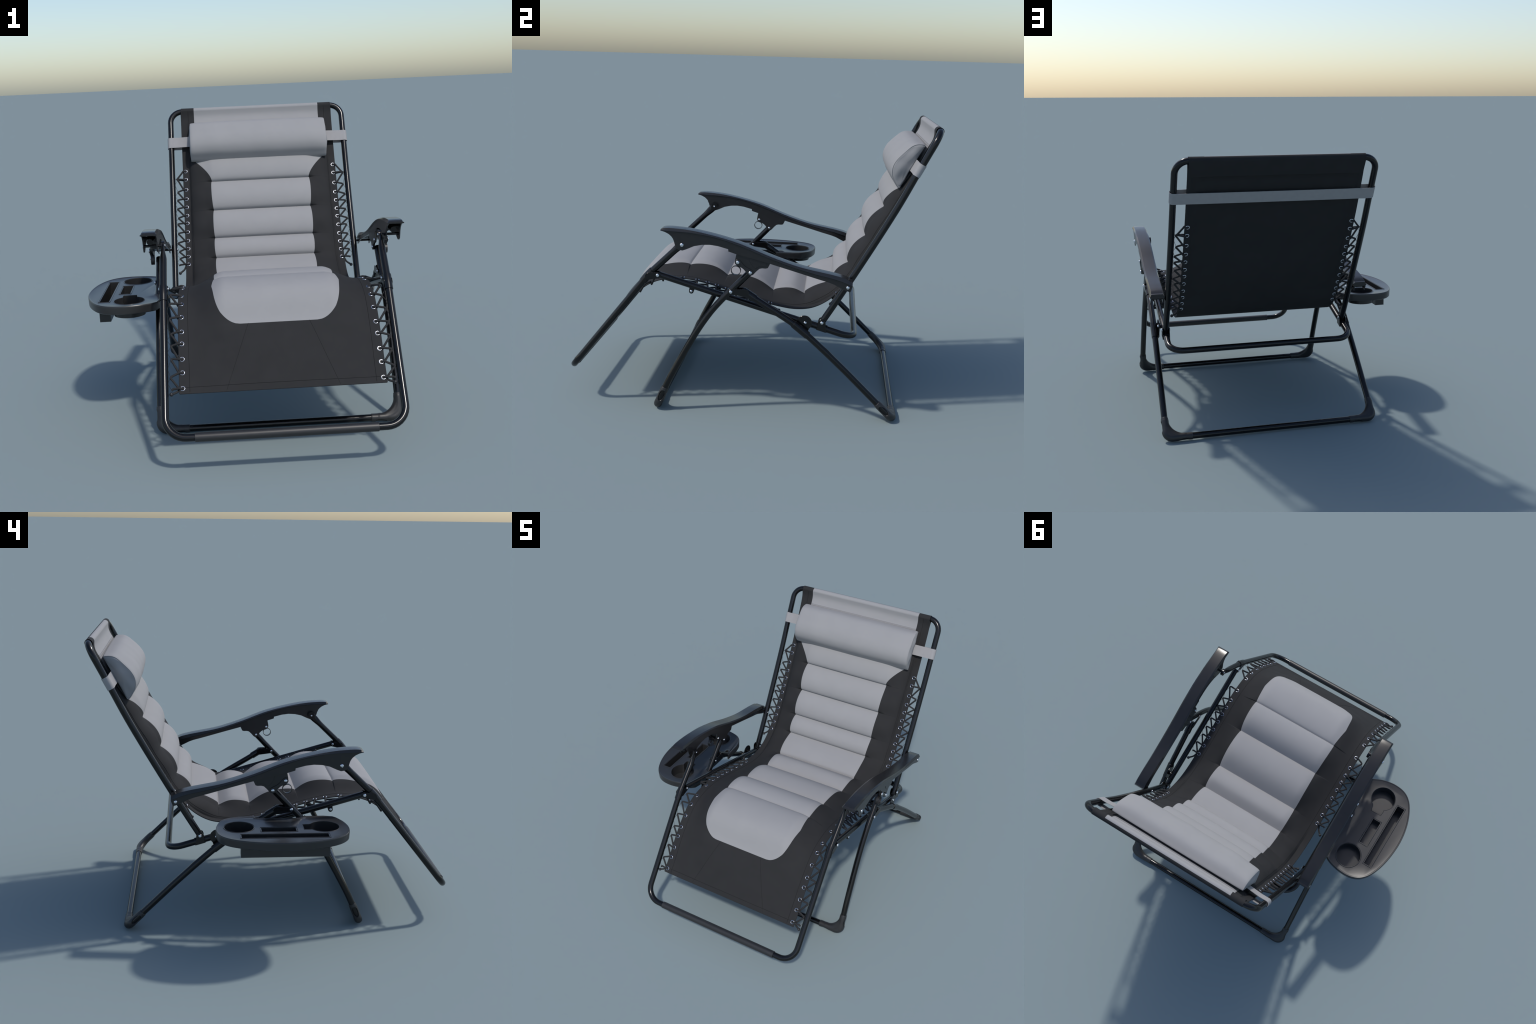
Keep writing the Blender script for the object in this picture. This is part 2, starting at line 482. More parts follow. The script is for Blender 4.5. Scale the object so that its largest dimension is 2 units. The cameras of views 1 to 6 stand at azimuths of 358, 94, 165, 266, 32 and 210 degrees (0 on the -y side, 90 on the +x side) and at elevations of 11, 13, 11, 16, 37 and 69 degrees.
LOCK = [(.129, .872), (.129, .860), (.118, .837), (.107, .834), (.088, .8345), (.074, .831), (.059, .817), (.043, .799), (.036, .794), (.026, .793), (.017, .797), (.011, .804),
        (.003, .821), (-.008, .832), (-.021, .840), (-.040, .845), (-.051, .853), (-.055, .865), (-.054, .877), (-.049, .902), (-.05, .925), (.05, .895)]
for s in (-1, 1):
    mirror = Matrix.Diagonal((s, 1, 1, 1))
    if s > 0:
        arm = add("armrest", ARM_MESH)
    else:
        me = ARM_MESH.copy()
        me.transform(mirror); me.flip_normals()
        arm = add("armrest", me)
    # metal core tube inside the channel
    core = catmull([(s * ARM_C, -.385, .972), (s * ARM_C, -.25, .968), (s * ARM_C, -.1, .945), (s * ARM_C, .10, .875)], 8)
    add("core_tube", join("core_tube", [sweep(core, 0.0155, 18)]), M_PAINT, arm)
    # lock housing: two cheek plates and a filler block
    lock = None
    for x0, x1 in ((.570, .580), (.624, .636)):
        p = plate("lock_cheek", arm, LOCK, s * x0, s * x1, M_ARM, .0012)
    block = [(.125, .885), (.115, .845), (.06, .842), (.02, .858), (-.045, .872), (-.045, .92)]
    plate("lock_block", arm, block, s * .578, s * .626, M_ARM, .001)
    panel = [(.112, .869), (.108, .846), (.075, .845), (.052, .832), (.035, .848), (.022, .868), (.018, .888)]
    plate("lock_panel", arm, panel, s * .636, s * .6378, M_ARM, .0006)
    lev = round_plate((-.040, .862), .0155, (.027, .809), .0165)
    # waisted lever: pull the hull in at the middle
    c0, c1 = V(-.040, .862), V(.027, .809)
    ax = (c1 - c0) / np.linalg.norm(c1 - c0); pr = V(-ax[1], ax[0]); Ln = np.linalg.norm(c1 - c0)
    out = []
    for sd in (1, -1):
        for t in np.linspace(0, 1, 9):
            w = .0155 - .007 * math.sin(math.pi * t) ** 2
            tt = t if sd > 0 else 1 - t
            out.append(c0 + ax * Ln * tt + pr * sd * w)
        cc = c1 if sd > 0 else c0
        dirv = ax * sd
        for a in np.linspace(math.pi/2 - .2, -math.pi/2 + .2, 8):
            out.append(cc + .0155 * (math.cos(a) * dirv + math.sin(a) * pr * sd))
    lever = plate("lock_lever", arm, [tuple(p) for p in out], s * .6378, s * .6415, M_ARM, .0006)
    bolt(s * .6415, -.040, .862, s, lever); bolt(s * .6415, .027, .809, s, lever)
    bolt(s * .570, -.040, .862, -s, lever, .85); bolt(s * .570, .027, .809, -s, lever, .85)
    # pull ring: flat band
    ring_v, ring_f = [], []
    seg = 36
    for k in range(seg):
        a = 2 * math.pi * k / seg
        for rr, xx in ((.0262, .617), (.0262, .635), (.0232, .635), (.0232, .617)):
            ring_v.append((s * xx, -.050 + rr * math.cos(a), .815 + rr * math.sin(a)))
    for k in range(seg):
        for j in range(4):
            ring_f.append((k*4+j, k*4+(j+1) % 4, ((k+1) % seg)*4+(j+1) % 4, ((k+1) % seg)*4+j))
    add("pull_ring", recalc(mesh_from("pull_ring", ring_v, ring_f, True, 40)), M_PLASTIC, arm)
    # front and rear bolts
    bolt(s * (ARM_C + .0362), -.335, .942, s, arm, 1.1)
    bolt(s * (RAIL - .0085), -.335, .943, -s, arm, .6)
    bolt(s * (ARM_C + .0362), .538, .7535, s, arm)
    add("pivot_pin", join("pivot_pin", [sweep([(s * .545, -.335, .943), (s * .640, -.335, .943)], .007, 14),
                                        sweep([(s * .53, .538, .7535), (s * .640, .538, .7535)], .0065, 14)]), M_PAINT, arm)
    bolt(s * (RAIL - R), .538, .7535, -s, arm, .8)

# ------------------------------------------------------------------ sling curve
SL = [(-.851, .348), (-.79, .419), (-.70, .534), (-.602, .637), (-.536, .684), (-.46, .710), (-.36, .718), (-.225, .697),
      (-.06, .648), (.06, .613), (.16, .590), (.26, .577), (.35, .588), (.43, .629), (.495, .690), (.572, .797), (.663, .945),
      (.765, 1.125), (.84, 1.265), (.895, 1.382), (.941, 1.481), (.9555, 1.526), (.9545, 1.562)]
curve = catmull(SL, 24)
cl = np.concatenate([[0], np.cumsum(np.linalg.norm(np.diff(curve, axis=0), axis=1))])
S_END = cl[-1]
sm = np.linspace(0, S_END, 1200)
cy = np.interp(sm, cl, curve[:, 0]); cz = np.interp(sm, cl, curve[:, 1])
ker = np.hanning(41); ker /= ker.sum()
def soft(a):
    e = np.concatenate([a[0] - (a[1:21][::-1] - a[0]), a, a[-1] - (a[-21:-1][::-1] - a[-1])])
    return np.convolve(e, ker, 'valid')
cy, cz = soft(cy), soft(cz)
ty, tz = np.gradient(cy, sm), np.gradient(cz, sm)
tl = np.hypot(ty, tz); ty, tz = ty / tl, tz / tl
ny, nz = -tz, ty            # towards the sitter
def sl_pt(s):
    return np.interp(s, sm, cy), np.interp(s, sm, cz)
def sl_n(s):
    a, b = np.interp(s, sm, ny), np.interp(s, sm, nz)
    l = np.hypot(a, b)
    return a / l, b / l
def s_of(y, z):
    return float(sm[np.argmin((cy - y) ** 2 + (cz - z) ** 2)])

GROOVES = [s_of(-.345, .758), s_of(-.13, .71), s_of(.13, .633), s_of(.302, .628), s_of(.45, .715),
           s_of(.536, .815), s_of(.622, .974), s_of(.709, 1.143)]
PAD0 = s_of(-.650, .592)        # lower end of the grey pad
PAD1 = s_of(.868, 1.325)        # upper end of the filling, behind the head pillow
GREY_TOP = S_END
knots = [PAD0] + GROOVES + [PAD1]
groove_h = [.027, .037, .027, .028, .035, .030, .031, .037, .038, .013]
puff_a = [.046, .036, .047, .041, .036, .036, .039, .042, .045]

def smoothstep(t):
    t = np.clip(t, 0, 1); return t * t * (3 - 2 * t)

def pad_h(s, dx):
    """height of the top skin over the sling"""
    s = np.asarray(s, float); dx = np.abs(np.asarray(dx, float))
    base = np.interp(s, knots, groove_h, left=0, right=0)
    # below the pad the filling runs out gently; above it the head panel stays lightly padded
    base = np.where(s < PAD0, groove_h[0] * np.clip(1 - (np.clip(PAD0 - s, 0, None) / PAD0) ** 2.6, 0, 1), base)
    base = np.where(s > PAD1, groove_h[-1] * smoothstep((S_END - .02 - s) / .10), base)
    p = np.zeros_like(s); soft_p = np.zeros_like(s)
    for a, b, amp, i in zip(knots[:-1], knots[1:], puff_a, range(99)):
        t = np.clip((s - a) / (b - a), 0, 1)
        inside = (s >= a) & (s <= b)
        tt = t ** .8 if i >= 4 else t            # the back rolls hang: fullest below their middle
        q = np.clip(np.sin(math.pi * tt), 0, 1) ** ((.62 + .36 * t) if i < 4 else (.50 + .32 * t)) * amp
        sq = (.40 + .42 * np.sin(math.pi * tt) ** 2) * amp
        if i == 0:
            q = 1.0 * amp * smoothstep(t / .50) * np.clip(1 - t, 0, 1) ** .42 * 1.04
            sq = .95 * amp * smoothstep(t / .45) * (1 - .35 * t)
        p = np.maximum(p, np.where(inside, q, 0))
        soft_p = np.where(inside, sq, soft_p)
    c_seat = smoothstep((.435 - dx) / .185)
    c_back = np.clip(1 - (dx / .437) ** 7, 0, 1) ** .60
    c_knee = smoothstep((.430 - dx) / .18)
    k = smoothstep((s - S_WIDE0) / (S_WIDE1 - S_WIDE0)) * (1 - .35 * np.exp(-((s - S_WIDE1 - .17) / .10) ** 2))
    c = c_seat * (1 - k) + c_back * k
    kn = smoothstep((GROOVES[0] + .05 - s) / .12)
    c = c * (1 - kn) + c_knee * kn
    c = np.where(s < PAD0, c * (1 - .55 * smoothstep((dx - .12) / .2) * smoothstep((PAD0 - s) / .1)), c)
    crown = 1 + .04 * (1 - (dx / .3) ** 2).clip(0, 1)
    # outside the grey panel the creases die away
    m = smoothstep((dx - .290) / .06)
    pp = p * (1 - m) + soft_p * m
    fold = .0035 * (np.exp(-((s - S_FOLD) / .006) ** 2) + np.exp(-((s - S_FOLD + .016) / .006) ** 2)) * smoothstep((.40 - dx) / .02)
    return base * c * crown + pp * c ** 1.35 * crown + fold

S_FOLD = s_of(.936, 1.478)
S_WIDE0, S_WIDE1 = s_of(.12, .60), s_of(.42, .62)

def back_bow(s, dx):
    """the rear cloth of the backrest is drawn in towards the sitter between the laced edges"""
    x = np.abs(dx)
    on = smoothstep((s - s_of(.48, .67)) / .10) * (1 - smoothstep((s - s_of(.925, 1.44)) / .08))
    edge = smoothstep((.474 - x) / .05)
    high = smoothstep((s - s_of(.63, .89)) / .25)
    mid = np.clip(1 - (x / .38) ** 2, 0, 1)
    return on * edge * (.016 + .005 * high - .016 * mid * (1 - high))

def grey_w(s):
    """half width of the light grey panel"""
    w = np.interp(s, [PAD0, PAD0 + .06, GROOVES[0] - .12, GROOVES[0], GROOVES[1], GROOVES[3], GROOVES[5], GROOVES[6], GROOVES[7], GROOVES[7] + .02],
                  [.275, .292, .313, .298, .286, .288, .294, .294, .300, .303])
    t = np.clip((s - GROOVES[7]) / .135, 0, 1)
    w = np.where(s > GROOVES[7], .300 + (.394 - .300) * t ** 1.4, w)
    for a, b in zip(knots[1:-2], knots[2:-1]):
        tt = np.clip((s - a) / (b - a), 0, 1)
        w = w + .007 * np.sqrt(np.clip(4 * tt * (1 - tt), 0, 1)) * ((s > a) & (s < b))
    # rounded lower corners: long in the pad's direction, shorter across
    ra, rb = .155, .092
    e = np.clip((s - PAD0) / ra, 0, 1)
    w = np.where(s < PAD0 + ra, w - rb * (1 - (np.clip(1 - (1 - e) ** 2.3, 0, 1)) ** .5), w)
    return w

LIFT = 0.003
def skin(s, dx, lift=0.0):
    y, z = sl_pt(s); a, b = sl_n(s)
    h = pad_h(s, dx) + LIFT + lift
    return np.stack([np.broadcast_to(dx, np.shape(s)), y + a * h, z + b * h], -1)

def skin_normal(s, dx):
    e = 1.5e-3
    ds = skin(np.minimum(s + e, S_END), dx) - skin(np.maximum(s - e, 0), dx)
    dd = skin(s, dx + e) - skin(s, dx - e)
    n = np.cross(dd, ds)
    n /= np.linalg.norm(n, axis=-1)[..., None] + 1e-12
    return n

def s_rows(a, b, step=.006):
    """rows that crowd at the creases"""
    ks = [a] + [k for k in knots if a < k < b] + [b]
    out = []
    for p, q in zip(ks[:-1], ks[1:]):
        n = max(6, int((q - p) / step))
        t = np.linspace(0, 1, n + 1)
        t = .55 * t + .45 * (.5 - .5 * np.cos(math.pi * t))
        out += list(p + (q - p) * t)[:-1]
    return np.array(out + [b])

def grid_faces(nr, nc, off=0, flip=False):
    f = []
    for i in range(nr - 1):
        for j in range(nc - 1):
            q = (off+i*nc+j, off+i*nc+j+1, off+(i+1)*nc+j+1, off+(i+1)*nc+j)
            f.append(q[::-1] if flip else q)
    return f

EDGE = .475
def tube_wrap(rows):
    """fabric continues round the top bar and a little down its back"""
    c = V(.974, 1.560)
    y0, z0 = sl_pt(S_END); a, b = sl_n(S_END)
    p0 = V(y0 + a * LIFT, z0 + b * LIFT)
    ang0 = math.atan2(p0[1] - c[1], p0[0] - c[0]); r0 = np.linalg.norm(p0 - c)
    pts = []
    for k in range(1, rows + 1):
        t = k / rows
        ang = ang0 - t * math.radians(195)
        r = r0 + (R + .0022 - r0) * min(1, 2 * t)
        pts.append(c + r * V(math.cos(ang), math.sin(ang)))
    last = pts[-1]
    for k in range(1, 6):
        t = k / 5
        tgt_y, tgt_z = sl_pt(S_END - .09)
        a, b = sl_n(S_END - .09)
        tgt = V(tgt_y - a * .004, tgt_z - b * .004)
        pts.append(last + (tgt - last) * t)
    return pts
WRAP = tube_wrap(14)

# grey panels, one per roll ---------------------------------------------------
def grey_piece(name, a, b, wrap=False):
    rows = s_rows(a, b)
    nc = 49
    u = np.linspace(-1, 1, nc)
    vs, ns = [], []
    for s in rows:
        w = float(grey_w(np.array(s)))
        dx = u * w
        ss = np.full(nc, s)
        vs.append(skin(ss, dx)); ns.append(skin_normal(ss, dx))
    nr = len(rows)
    if wrap:
        for p in WRAP[:7]:
            c = V(.974, 1.560)
            dirn = (p - c) / np.linalg.norm(p - c)
            vs.append(np.stack([u * .394, np.full(nc, p[0]), np.full(nc, p[1])], -1))
            ns.append(np.tile(V(0, *dirn), (nc, 1))); nr += 1
    vs = np.concatenate(vs); ns = np.concatenate(ns)
    me = mesh_from(name, vs, grid_faces(nr, nc))
    me.normals_split_custom_set_from_vertices([tuple(n) for n in ns])
    return add(name, me, M_GREY, sling)

# black sling: side strips, foot panel, back face, hems ------------------------
vs, ns, fs = [], [], []
def push(v, n, nr, nc, flip=False):
    off = len(vs)
    vs.extend(map(tuple, v)); ns.extend(map(tuple, n))
    fs.extend(grid_faces(nr, nc, off, flip))
rows_pad = s_rows(PAD0, S_END)
for sd in (-1, 1):
    nc = 33
    V_, N_ = [], []
    for s in rows_pad:
        w = float(grey_w(np.array(s)))
        t = np.linspace(0, 1, nc)
        dx = sd * (w + (EDGE - w) * t)
        ss = np.full(nc, s)
        V_.append(skin(ss, dx)); N_.append(skin_normal(ss, dx))
    nr = len(rows_pad)
    for p in WRAP[:7]:
        c = V(.974, 1.560); dirn = (p - c) / np.linalg.norm(p - c)
        V_.append(np.stack([sd * np.linspace(.394, EDGE, nc), np.full(nc, p[0]), np.full(nc, p[1])], -1))
        N_.append(np.tile(V(0, *dirn), (nc, 1))); nr += 1
    push(np.concatenate(V_), np.concatenate(N_), nr, nc, sd < 0)
# foot panel
rows_f = np.linspace(0, PAD0, 60); nc = 61
dx = np.linspace(-EDGE, EDGE, nc)
V_ = np.concatenate([skin(np.full(nc, s), dx) for s in rows_f]); N_ = np.concatenate([skin_normal(np.full(nc, s), dx) for s in rows_f])
push(V_, N_, len(rows_f), nc)
# over the bar and down the back
nc = 41; dx = np.linspace(-EDGE, EDGE, nc)
tail = WRAP[6:]
V_, N_ = [], []
for i, p in enumerate(tail):
    V_.append(np.stack([dx, np.full(nc, p[0]), np.full(nc, p[1])], -1))
    if i < 8:
        dn = p - V(.974, 1.560)
    dn = dn / np.linalg.norm(dn)
    if i >= 8: dn = V(.89, -.45)
    N_.append(np.tile(V(0, *dn), (nc, 1)))
push(np.concatenate(V_), np.concatenate(N_), len(tail), nc)
# back face
rows_b = np.linspace(0, S_END - .01, 260)
V_, N_ = [], []
for s in rows_b:
    y, z = sl_pt(s); a, b = sl_n(s)
    o = np.minimum(back_bow(np.full(nc, s), dx), np.maximum(0, .8 * pad_h(np.full(nc, s), dx) - .001)) - LIFT
    V_.append(np.stack([dx, y + a * o, z + b * o], -1))
    e = 2e-3
    gx = (back_bow(np.full(nc, s), dx + e) - back_bow(np.full(nc, s), dx - e)) / (2 * e)
    gs = (back_bow(np.full(nc, s + e), dx) - back_bow(np.full(nc, s - e), dx)) / (2 * e)
    tyv, tzv = np.interp(s, sm, ty), np.interp(s, sm, tz)
    nn = np.stack([gx, gs * tyv - a, gs * tzv - b], -1)
    N_.append(nn / np.linalg.norm(nn, axis=1)[:, None])
push(np.concatenate(V_), np.concatenate(N_), len(rows_b), nc, True)
# rounded side hems and bottom hem
for sd in (-1, 1):
    V_, N_ = [], []
    for s in rows_b:
        y, z = sl_pt(s); a, b = sl_n(s)
        for k in range(7):
            t = math.pi * k / 6
            V_.append((sd * (EDGE + LIFT * math.sin(t)), y + a * LIFT * math.cos(t), z + b * LIFT * math.cos(t)))
            N_.append((sd * math.sin(t), a * math.cos(t), b * math.cos(t)))
    push(V_, N_, len(rows_b), 7, sd < 0)
V_, N_ = [], []
y, z = sl_pt(0); a, b = sl_n(0); tyy, tzz = -ty[0], -tz[0]
for x in (-EDGE, EDGE):
    for k in range(7):
        t = math.pi * k / 6
        o = LIFT * math.sin(t)
        V_.append((x, y + a * LIFT * math.cos(t) + tyy * o, z + b * LIFT * math.cos(t) + tzz * o))
        N_.append((0, a * math.cos(t) + tyy * math.sin(t), b * math.cos(t) + tzz * math.sin(t)))
push(V_, N_, 2, 7)
me = mesh_from("fabric_sling", vs, fs)
me.normals_split_custom_set_from_vertices([tuple(n) for n in ns])
sling = add("fabric_sling", me, M_SLING)

for a, b in zip(knots[:-2], knots[1:-1]):
    grey_piece("padded_roll", a, b)
grey_piece("padded_roll", knots[-2], s_of(.885, 1.36))
grey_piece("headrest_panel", s_of(.885, 1.36), S_END, wrap=True)

# stitched seams
def seam(name, pts, mat=M_SEAM, r=.0011):
    P = np.array([skin(np.array(s), np.array(x), .0002) for s, x in pts])
    add(name, join(name, [sweep(P, r, 6)]), mat, sling)
for sd in (-1, 1):
    seam("hem_seam", [(s, sd * (.428 + .003 * math.sin(s * 3))) for s in np.linspace(.006, S_END - .002, 220)], r=.0009)
    sA = PAD0
    seam("panel_seam", [(s, sd * np.interp(s, [.0, sA], [.262, .145])) for s in np.linspace(.003, sA + .001, 40)], r=.0006)
seam("hem_seam", [(.028, x) for x in np.linspace(-EDGE, EDGE, 40)], r=.0009)
sG = s_of(.938, 1.48)
for k in (0, .012):
    seam("panel_seam", [(sG - k, x) for x in np.linspace(-.394, .394, 30)], M_SEAMG, .0013)

# ------------------------------------------------------------------ eyelets, elastic cords, wires
FOOT_EYE = [(-.835, .364), (-.784, .421), (-.747, .476), (-.70, .537), (-.66, .584), (-.602, .639), (-.536, .685), (-.47, .707)]
SEAT_EYE = [(-.36, .718), (-.281, .708), (-.225, .697), (-.173, .682), (-.118, .665), (-.059, .648), (0, .630), (.06, .613), (.122, .599)]
BACK_EYE = [(.478, .667), (.513, .709), (.543, .753), (.572, .797), (.602, .846), (.632, .893), (.659, .938), (.687, .985),
            (.714, 1.032), (.745, 1.087), (.777, 1.145), (.804, 1.195)]
EYE_X = .461
def eyelet_mesh():
    vs, fs = [], []
    seg, ts = 24, 10
    for i in range(seg):
        a = 2*math.pi*i/seg
        for k in range(ts):
            t = 2*math.pi*k/ts
            r = .0100 + .0024 * math.cos(t)
            vs.append((r*math.cos(a), r*math.sin(a), .0024*math.sin(t)))
    for i in range(seg):
        for k in range(ts):
            fs.append((i*ts+k, ((i+1) % seg)*ts+k, ((i+1) % seg)*ts+(k+1) % ts, i*ts+(k+1) % ts))
    return recalc(mesh_from("eyelet", vs, fs))
EYE = eyelet_mesh(); EYE.materials.append(M_CHROME)
EYE_REAR = EYE.copy(); EYE_REAR.materials.clear(); EYE_REAR.materials.append(M_POLISHED)  # same rings, steel colour lightened to paint in the sky's reflection
def hole_mesh():
    seg = 20
    vs = [(.0080*math.cos(2*math.pi*k/seg), .0080*math.sin(2*math.pi*k/seg), h) for h in (-.0006, .0006) for k in range(seg)]
    fs = [tuple(range(seg))[::-1], tuple(range(seg, 2*seg))] + [(k, (k+1) % seg, (k+1) % seg+seg, k+seg) for k in range(seg)]
    return mesh_from("eyelet_core", vs, fs, True, 30)
CORE = hole_mesh(); CORE.materials.append(M_PAINT)

def frame_m(sd, s, dx):
    y, z = sl_pt(s); a, b = sl_n(s)
    tyv, tzv = np.interp(s, sm, ty), np.interp(s, sm, tz)
    M = Matrix(((1, 0, 0, sd * dx), (0, tyv, a, y), (0, tzv, b, z), (0, 0, 0, 1)))
    return M

back_side = catmull(BACK, 12)
def rail_point(group, p):
    """closest point of the rail beside an eyelet"""
    line = {'foot': densify(np.array(FOOT)[1:], .01), 'seat': densify(np.array(SEAT), .01), 'back': densify(back_side, .01)}[group]
    k = np.argmin(np.linalg.norm(line - p, axis=1))
    return line[k]

def lace(sd, eyes, group, end_knob):
    ss = [s_of(*e) for e in eyes]
    for s in ss:
        M = frame_m(sd, s, EYE_X)
        for off in (LIFT, -LIFT):
            add("eyelet", EYE if off > 0 else EYE_REAR, None, sling, M @ Matrix.Translation((0, 0, off * .9)))
        add("eyelet_core", CORE, None, sling, M @ Matrix.Translation((0, 0, LIFT)))
        add("eyelet_core", CORE, None, sling, M @ Matrix.Translation((0, 0, -LIFT)))
    pts, apexes = [], []
    for i, s in enumerate(ss):
        p = V(*sl_pt(s)); n = V(*sl_n(s))
        rp = rail_point(group, p)
        reach = .70 if group != 'seat' else .8
        ax = EYE_X + (RAIL - R - .002 - EYE_X) * (.90 + rng.uniform(-.14, .06))
        q = p + (rp - p) * reach * (ax - EYE_X) / (RAIL - EYE_X)
        # slide the apex a little along the rail
        if i + 1 < len(ss):
            p2 = V(*sl_pt(ss[i+1]))
            q = q + (p2 - p) * (.92 if (i == 0 and group == 'back') else .12 + rng.uniform(-.16, .18))
        else:
            p2 = p + (p - V(*sl_pt(ss[i-1])))
        apexes.append(V(sd * ax, *q))
        e_top = V(sd * EYE_X, *(p + n * .004)); e_out = V(sd * (EYE_X + .014), *(p + n * .0085))
        e_bot = V(sd * EYE_X, *(p - n * .004)); e_in = V(sd * (EYE_X + .014), *(p - n * .0085))
        ap0, ap1 = V(sd * (ax - .003), *(q - (p2 - p) * .03)), V(sd * ax, *(q + (p2 - p) * .05))
        if i and i < len(ss):
            pts += [last_ap + (e_in - last_ap) * f for f in (.2, .5, .85)]
        pts += [e_in, e_bot, e_top, e_out] + [e_out + (ap0 - e_out) * f for f in (.25, .55, .9)] + [ap1]
        last_ap = ap1
    # tail: a loop back to the rail with a toggle
    first = pts[0]
    body = catmull(pts, 3)
    parts = [sweep(body, .0055, 8)]
    add("elastic_cord", join("elastic_cord", parts), M_CORD, sling)
    # ends with little hook balls
    for idx, (dirn) in enumerate((-1, 1)):
        i0 = 0 if dirn < 0 else len(ss) - 1
        if (dirn < 0) not in end_knob: continue
        p = V(*sl_pt(ss[i0])); n = V(*sl_n(ss[i0])); s2 = np.clip(ss[i0] + dirn * .055 * np.sign(ss[-1] - ss[0]), .0, S_END)
        p2 = V(*sl_pt(s2)); rp = rail_point(group, p2)
        e = V(sd * (EYE_X + .052), *(p2 + (rp - p2) * .6))
        st = V(sd * EYE_X, *(p - n * .004))
        add("elastic_cord", join("elastic_cord", [sweep(catmull([st, V(sd * (EYE_X + .016), *(p - n * .009 + (p2 - p) * .1)), (st + e) / 2 + V(0, *(-n * .004)), e], 6), .0055, 8)]), M_CORD, sling)
        bm = bmesh.new(); bmesh.ops.create_uvsphere(bm, u_segments=14, v_segments=8, radius=.0095)
        bm.transform(Matrix.Translation(tuple(e)))
        kb = bpy.data.meshes.new("cord_knob"); bm.to_mesh(kb); bm.free()
        kb.polygons.foreach_set("use_smooth", [True] * len(kb.polygons))
        add("cord_knob", kb, M_PLASTIC, sling)
    # thin wire that ties the apexes to the rail
    w = []
    for i, a in enumerate(apexes):
        rp = rail_point(group, a[1:])
        w.append(a)
        if i + 1 < len(apexes):
            m = (a + apexes[i+1]) / 2
            rp = rail_point(group, m[1:])
            w.append(V(sd * (RAIL - R * .85), *(rp + (m[1:] - rp) * .25)))
    add("tie_wire", join("tie_wire", [sweep(w, .0011, 5)]), M_WIRE, sling)

for sd in (-1, 1):
    lace(sd, FOOT_EYE[::-1], 'foot', {False})
    lace(sd, SEAT_EYE, 'seat', {False})
    lace(sd, BACK_EYE[::-1], 'back', {False})

# ------------------------------------------------------------------ head pillow
PILLOW = [(.908, 1.484), (.883, 1.4885), (.858, 1.4865), (.836, 1.476), (.813, 1.456), (.788, 1.432), (.765, 1.408), (.749, 1.384), (.740, 1.359),
          (.7385, 1.334), (.743, 1.312), (.757, 1.286), (.772, 1.262), (.786, 1.2545), (.797, 1.270), (.826, 1.330), (.858, 1.388), (.890, 1.447), (.905, 1.475)]
def pillow():
    prof = catmull(PILLOW, 4, closed=True)
    # keep the two back corners crisp-ish: the closed spline already rounds them
    cen = V(.835, 1.372)
    nrm = V(-.885, .465)
    n = len(prof)
    xs = np.concatenate([[-.4205, -.4200, -.4185, -.4150, -.4080, -.396], np.linspace(-.37, .37, 41), [.396, .4080, .4150, .4185, .4200, .4205]])
    rng2 = np.random.RandomState(3)
    vs, fs = [], []
    for x in xs:
        t = abs(x) / .4205
        k = 1 + .075 * (1 - t ** 2.2)
        if abs(x) > .4:
            k *= 1 - .05 * ((abs(x) - .4) / .0205) ** 3
        wob = .0016 * math.sin(x * 23 + 1) + .0012 * math.sin(x * 41)
        for p in prof:
            d = p - cen
            f = max(0, d @ nrm) / .1
            up = .5 + .5 * math.tanh(((p - cen) @ V(.465, .885)) / .04)
            q = cen + d * (1 + (k - 1) * (.35 + .65 * min(1, f))) + nrm * wob * f + nrm * min(1, f) * (.011 + .013 * up) * (1 - t ** 7)
            vs.append((x, q[0], q[1]))
    for i in range(len(xs) - 1):
        for k in range(n):
            fs.append((i*n+k, i*n+(k+1) % n, (i+1)*n+(k+1) % n, (i+1)*n+k))
    # puckered end faces: rings shrinking to the centre with creases
    for end in (0, 1):
        base = 0 if end == 0 else (len(xs) - 1) * n
        sd = -1 if end == 0 else 1
        prev = [base + k for k in range(n)]
        c = np.mean([vs[i] for i in prev], axis=0)
        def dent(y, z):
            return (.0030 * math.sin(47 * y + 31 * z + 1.7 * sd) * math.sin(39 * z - 22 * y) + .0016 * math.sin(83 * y - 61 * z))
        for j, f in enumerate((.985, .965, .93, .86, .76, .64, .5, .36, .22, .1)):
            cur = []
            for k in range(n):
                b = np.array(vs[base + k])
                q = c + (b - c) * f
                x = .4205 - .0022 * (j in (0, 1)) + .007 * (1 - f ** 2)
                q[0] = sd * (x + dent(q[1], q[2]) * min(1, (1 - f) * 5))
                vs.append(tuple(q)); cur.append(len(vs) - 1)
            for k in range(n):
                fs.append((prev[k], prev[(k+1) % n], cur[(k+1) % n], cur[k]))
            prev = cur
        vs.append((sd * (.4205 + .007 + dent(c[1], c[2])), c[1], c[2])); ci = len(vs) - 1
        for k in range(n):
            fs.append((prev[k], prev[(k+1) % n], ci))
    return recalc(mesh_from("head_pillow", vs, fs, True, 75))
pillow_obj = add("head_pillow", pillow(), M_GREY)
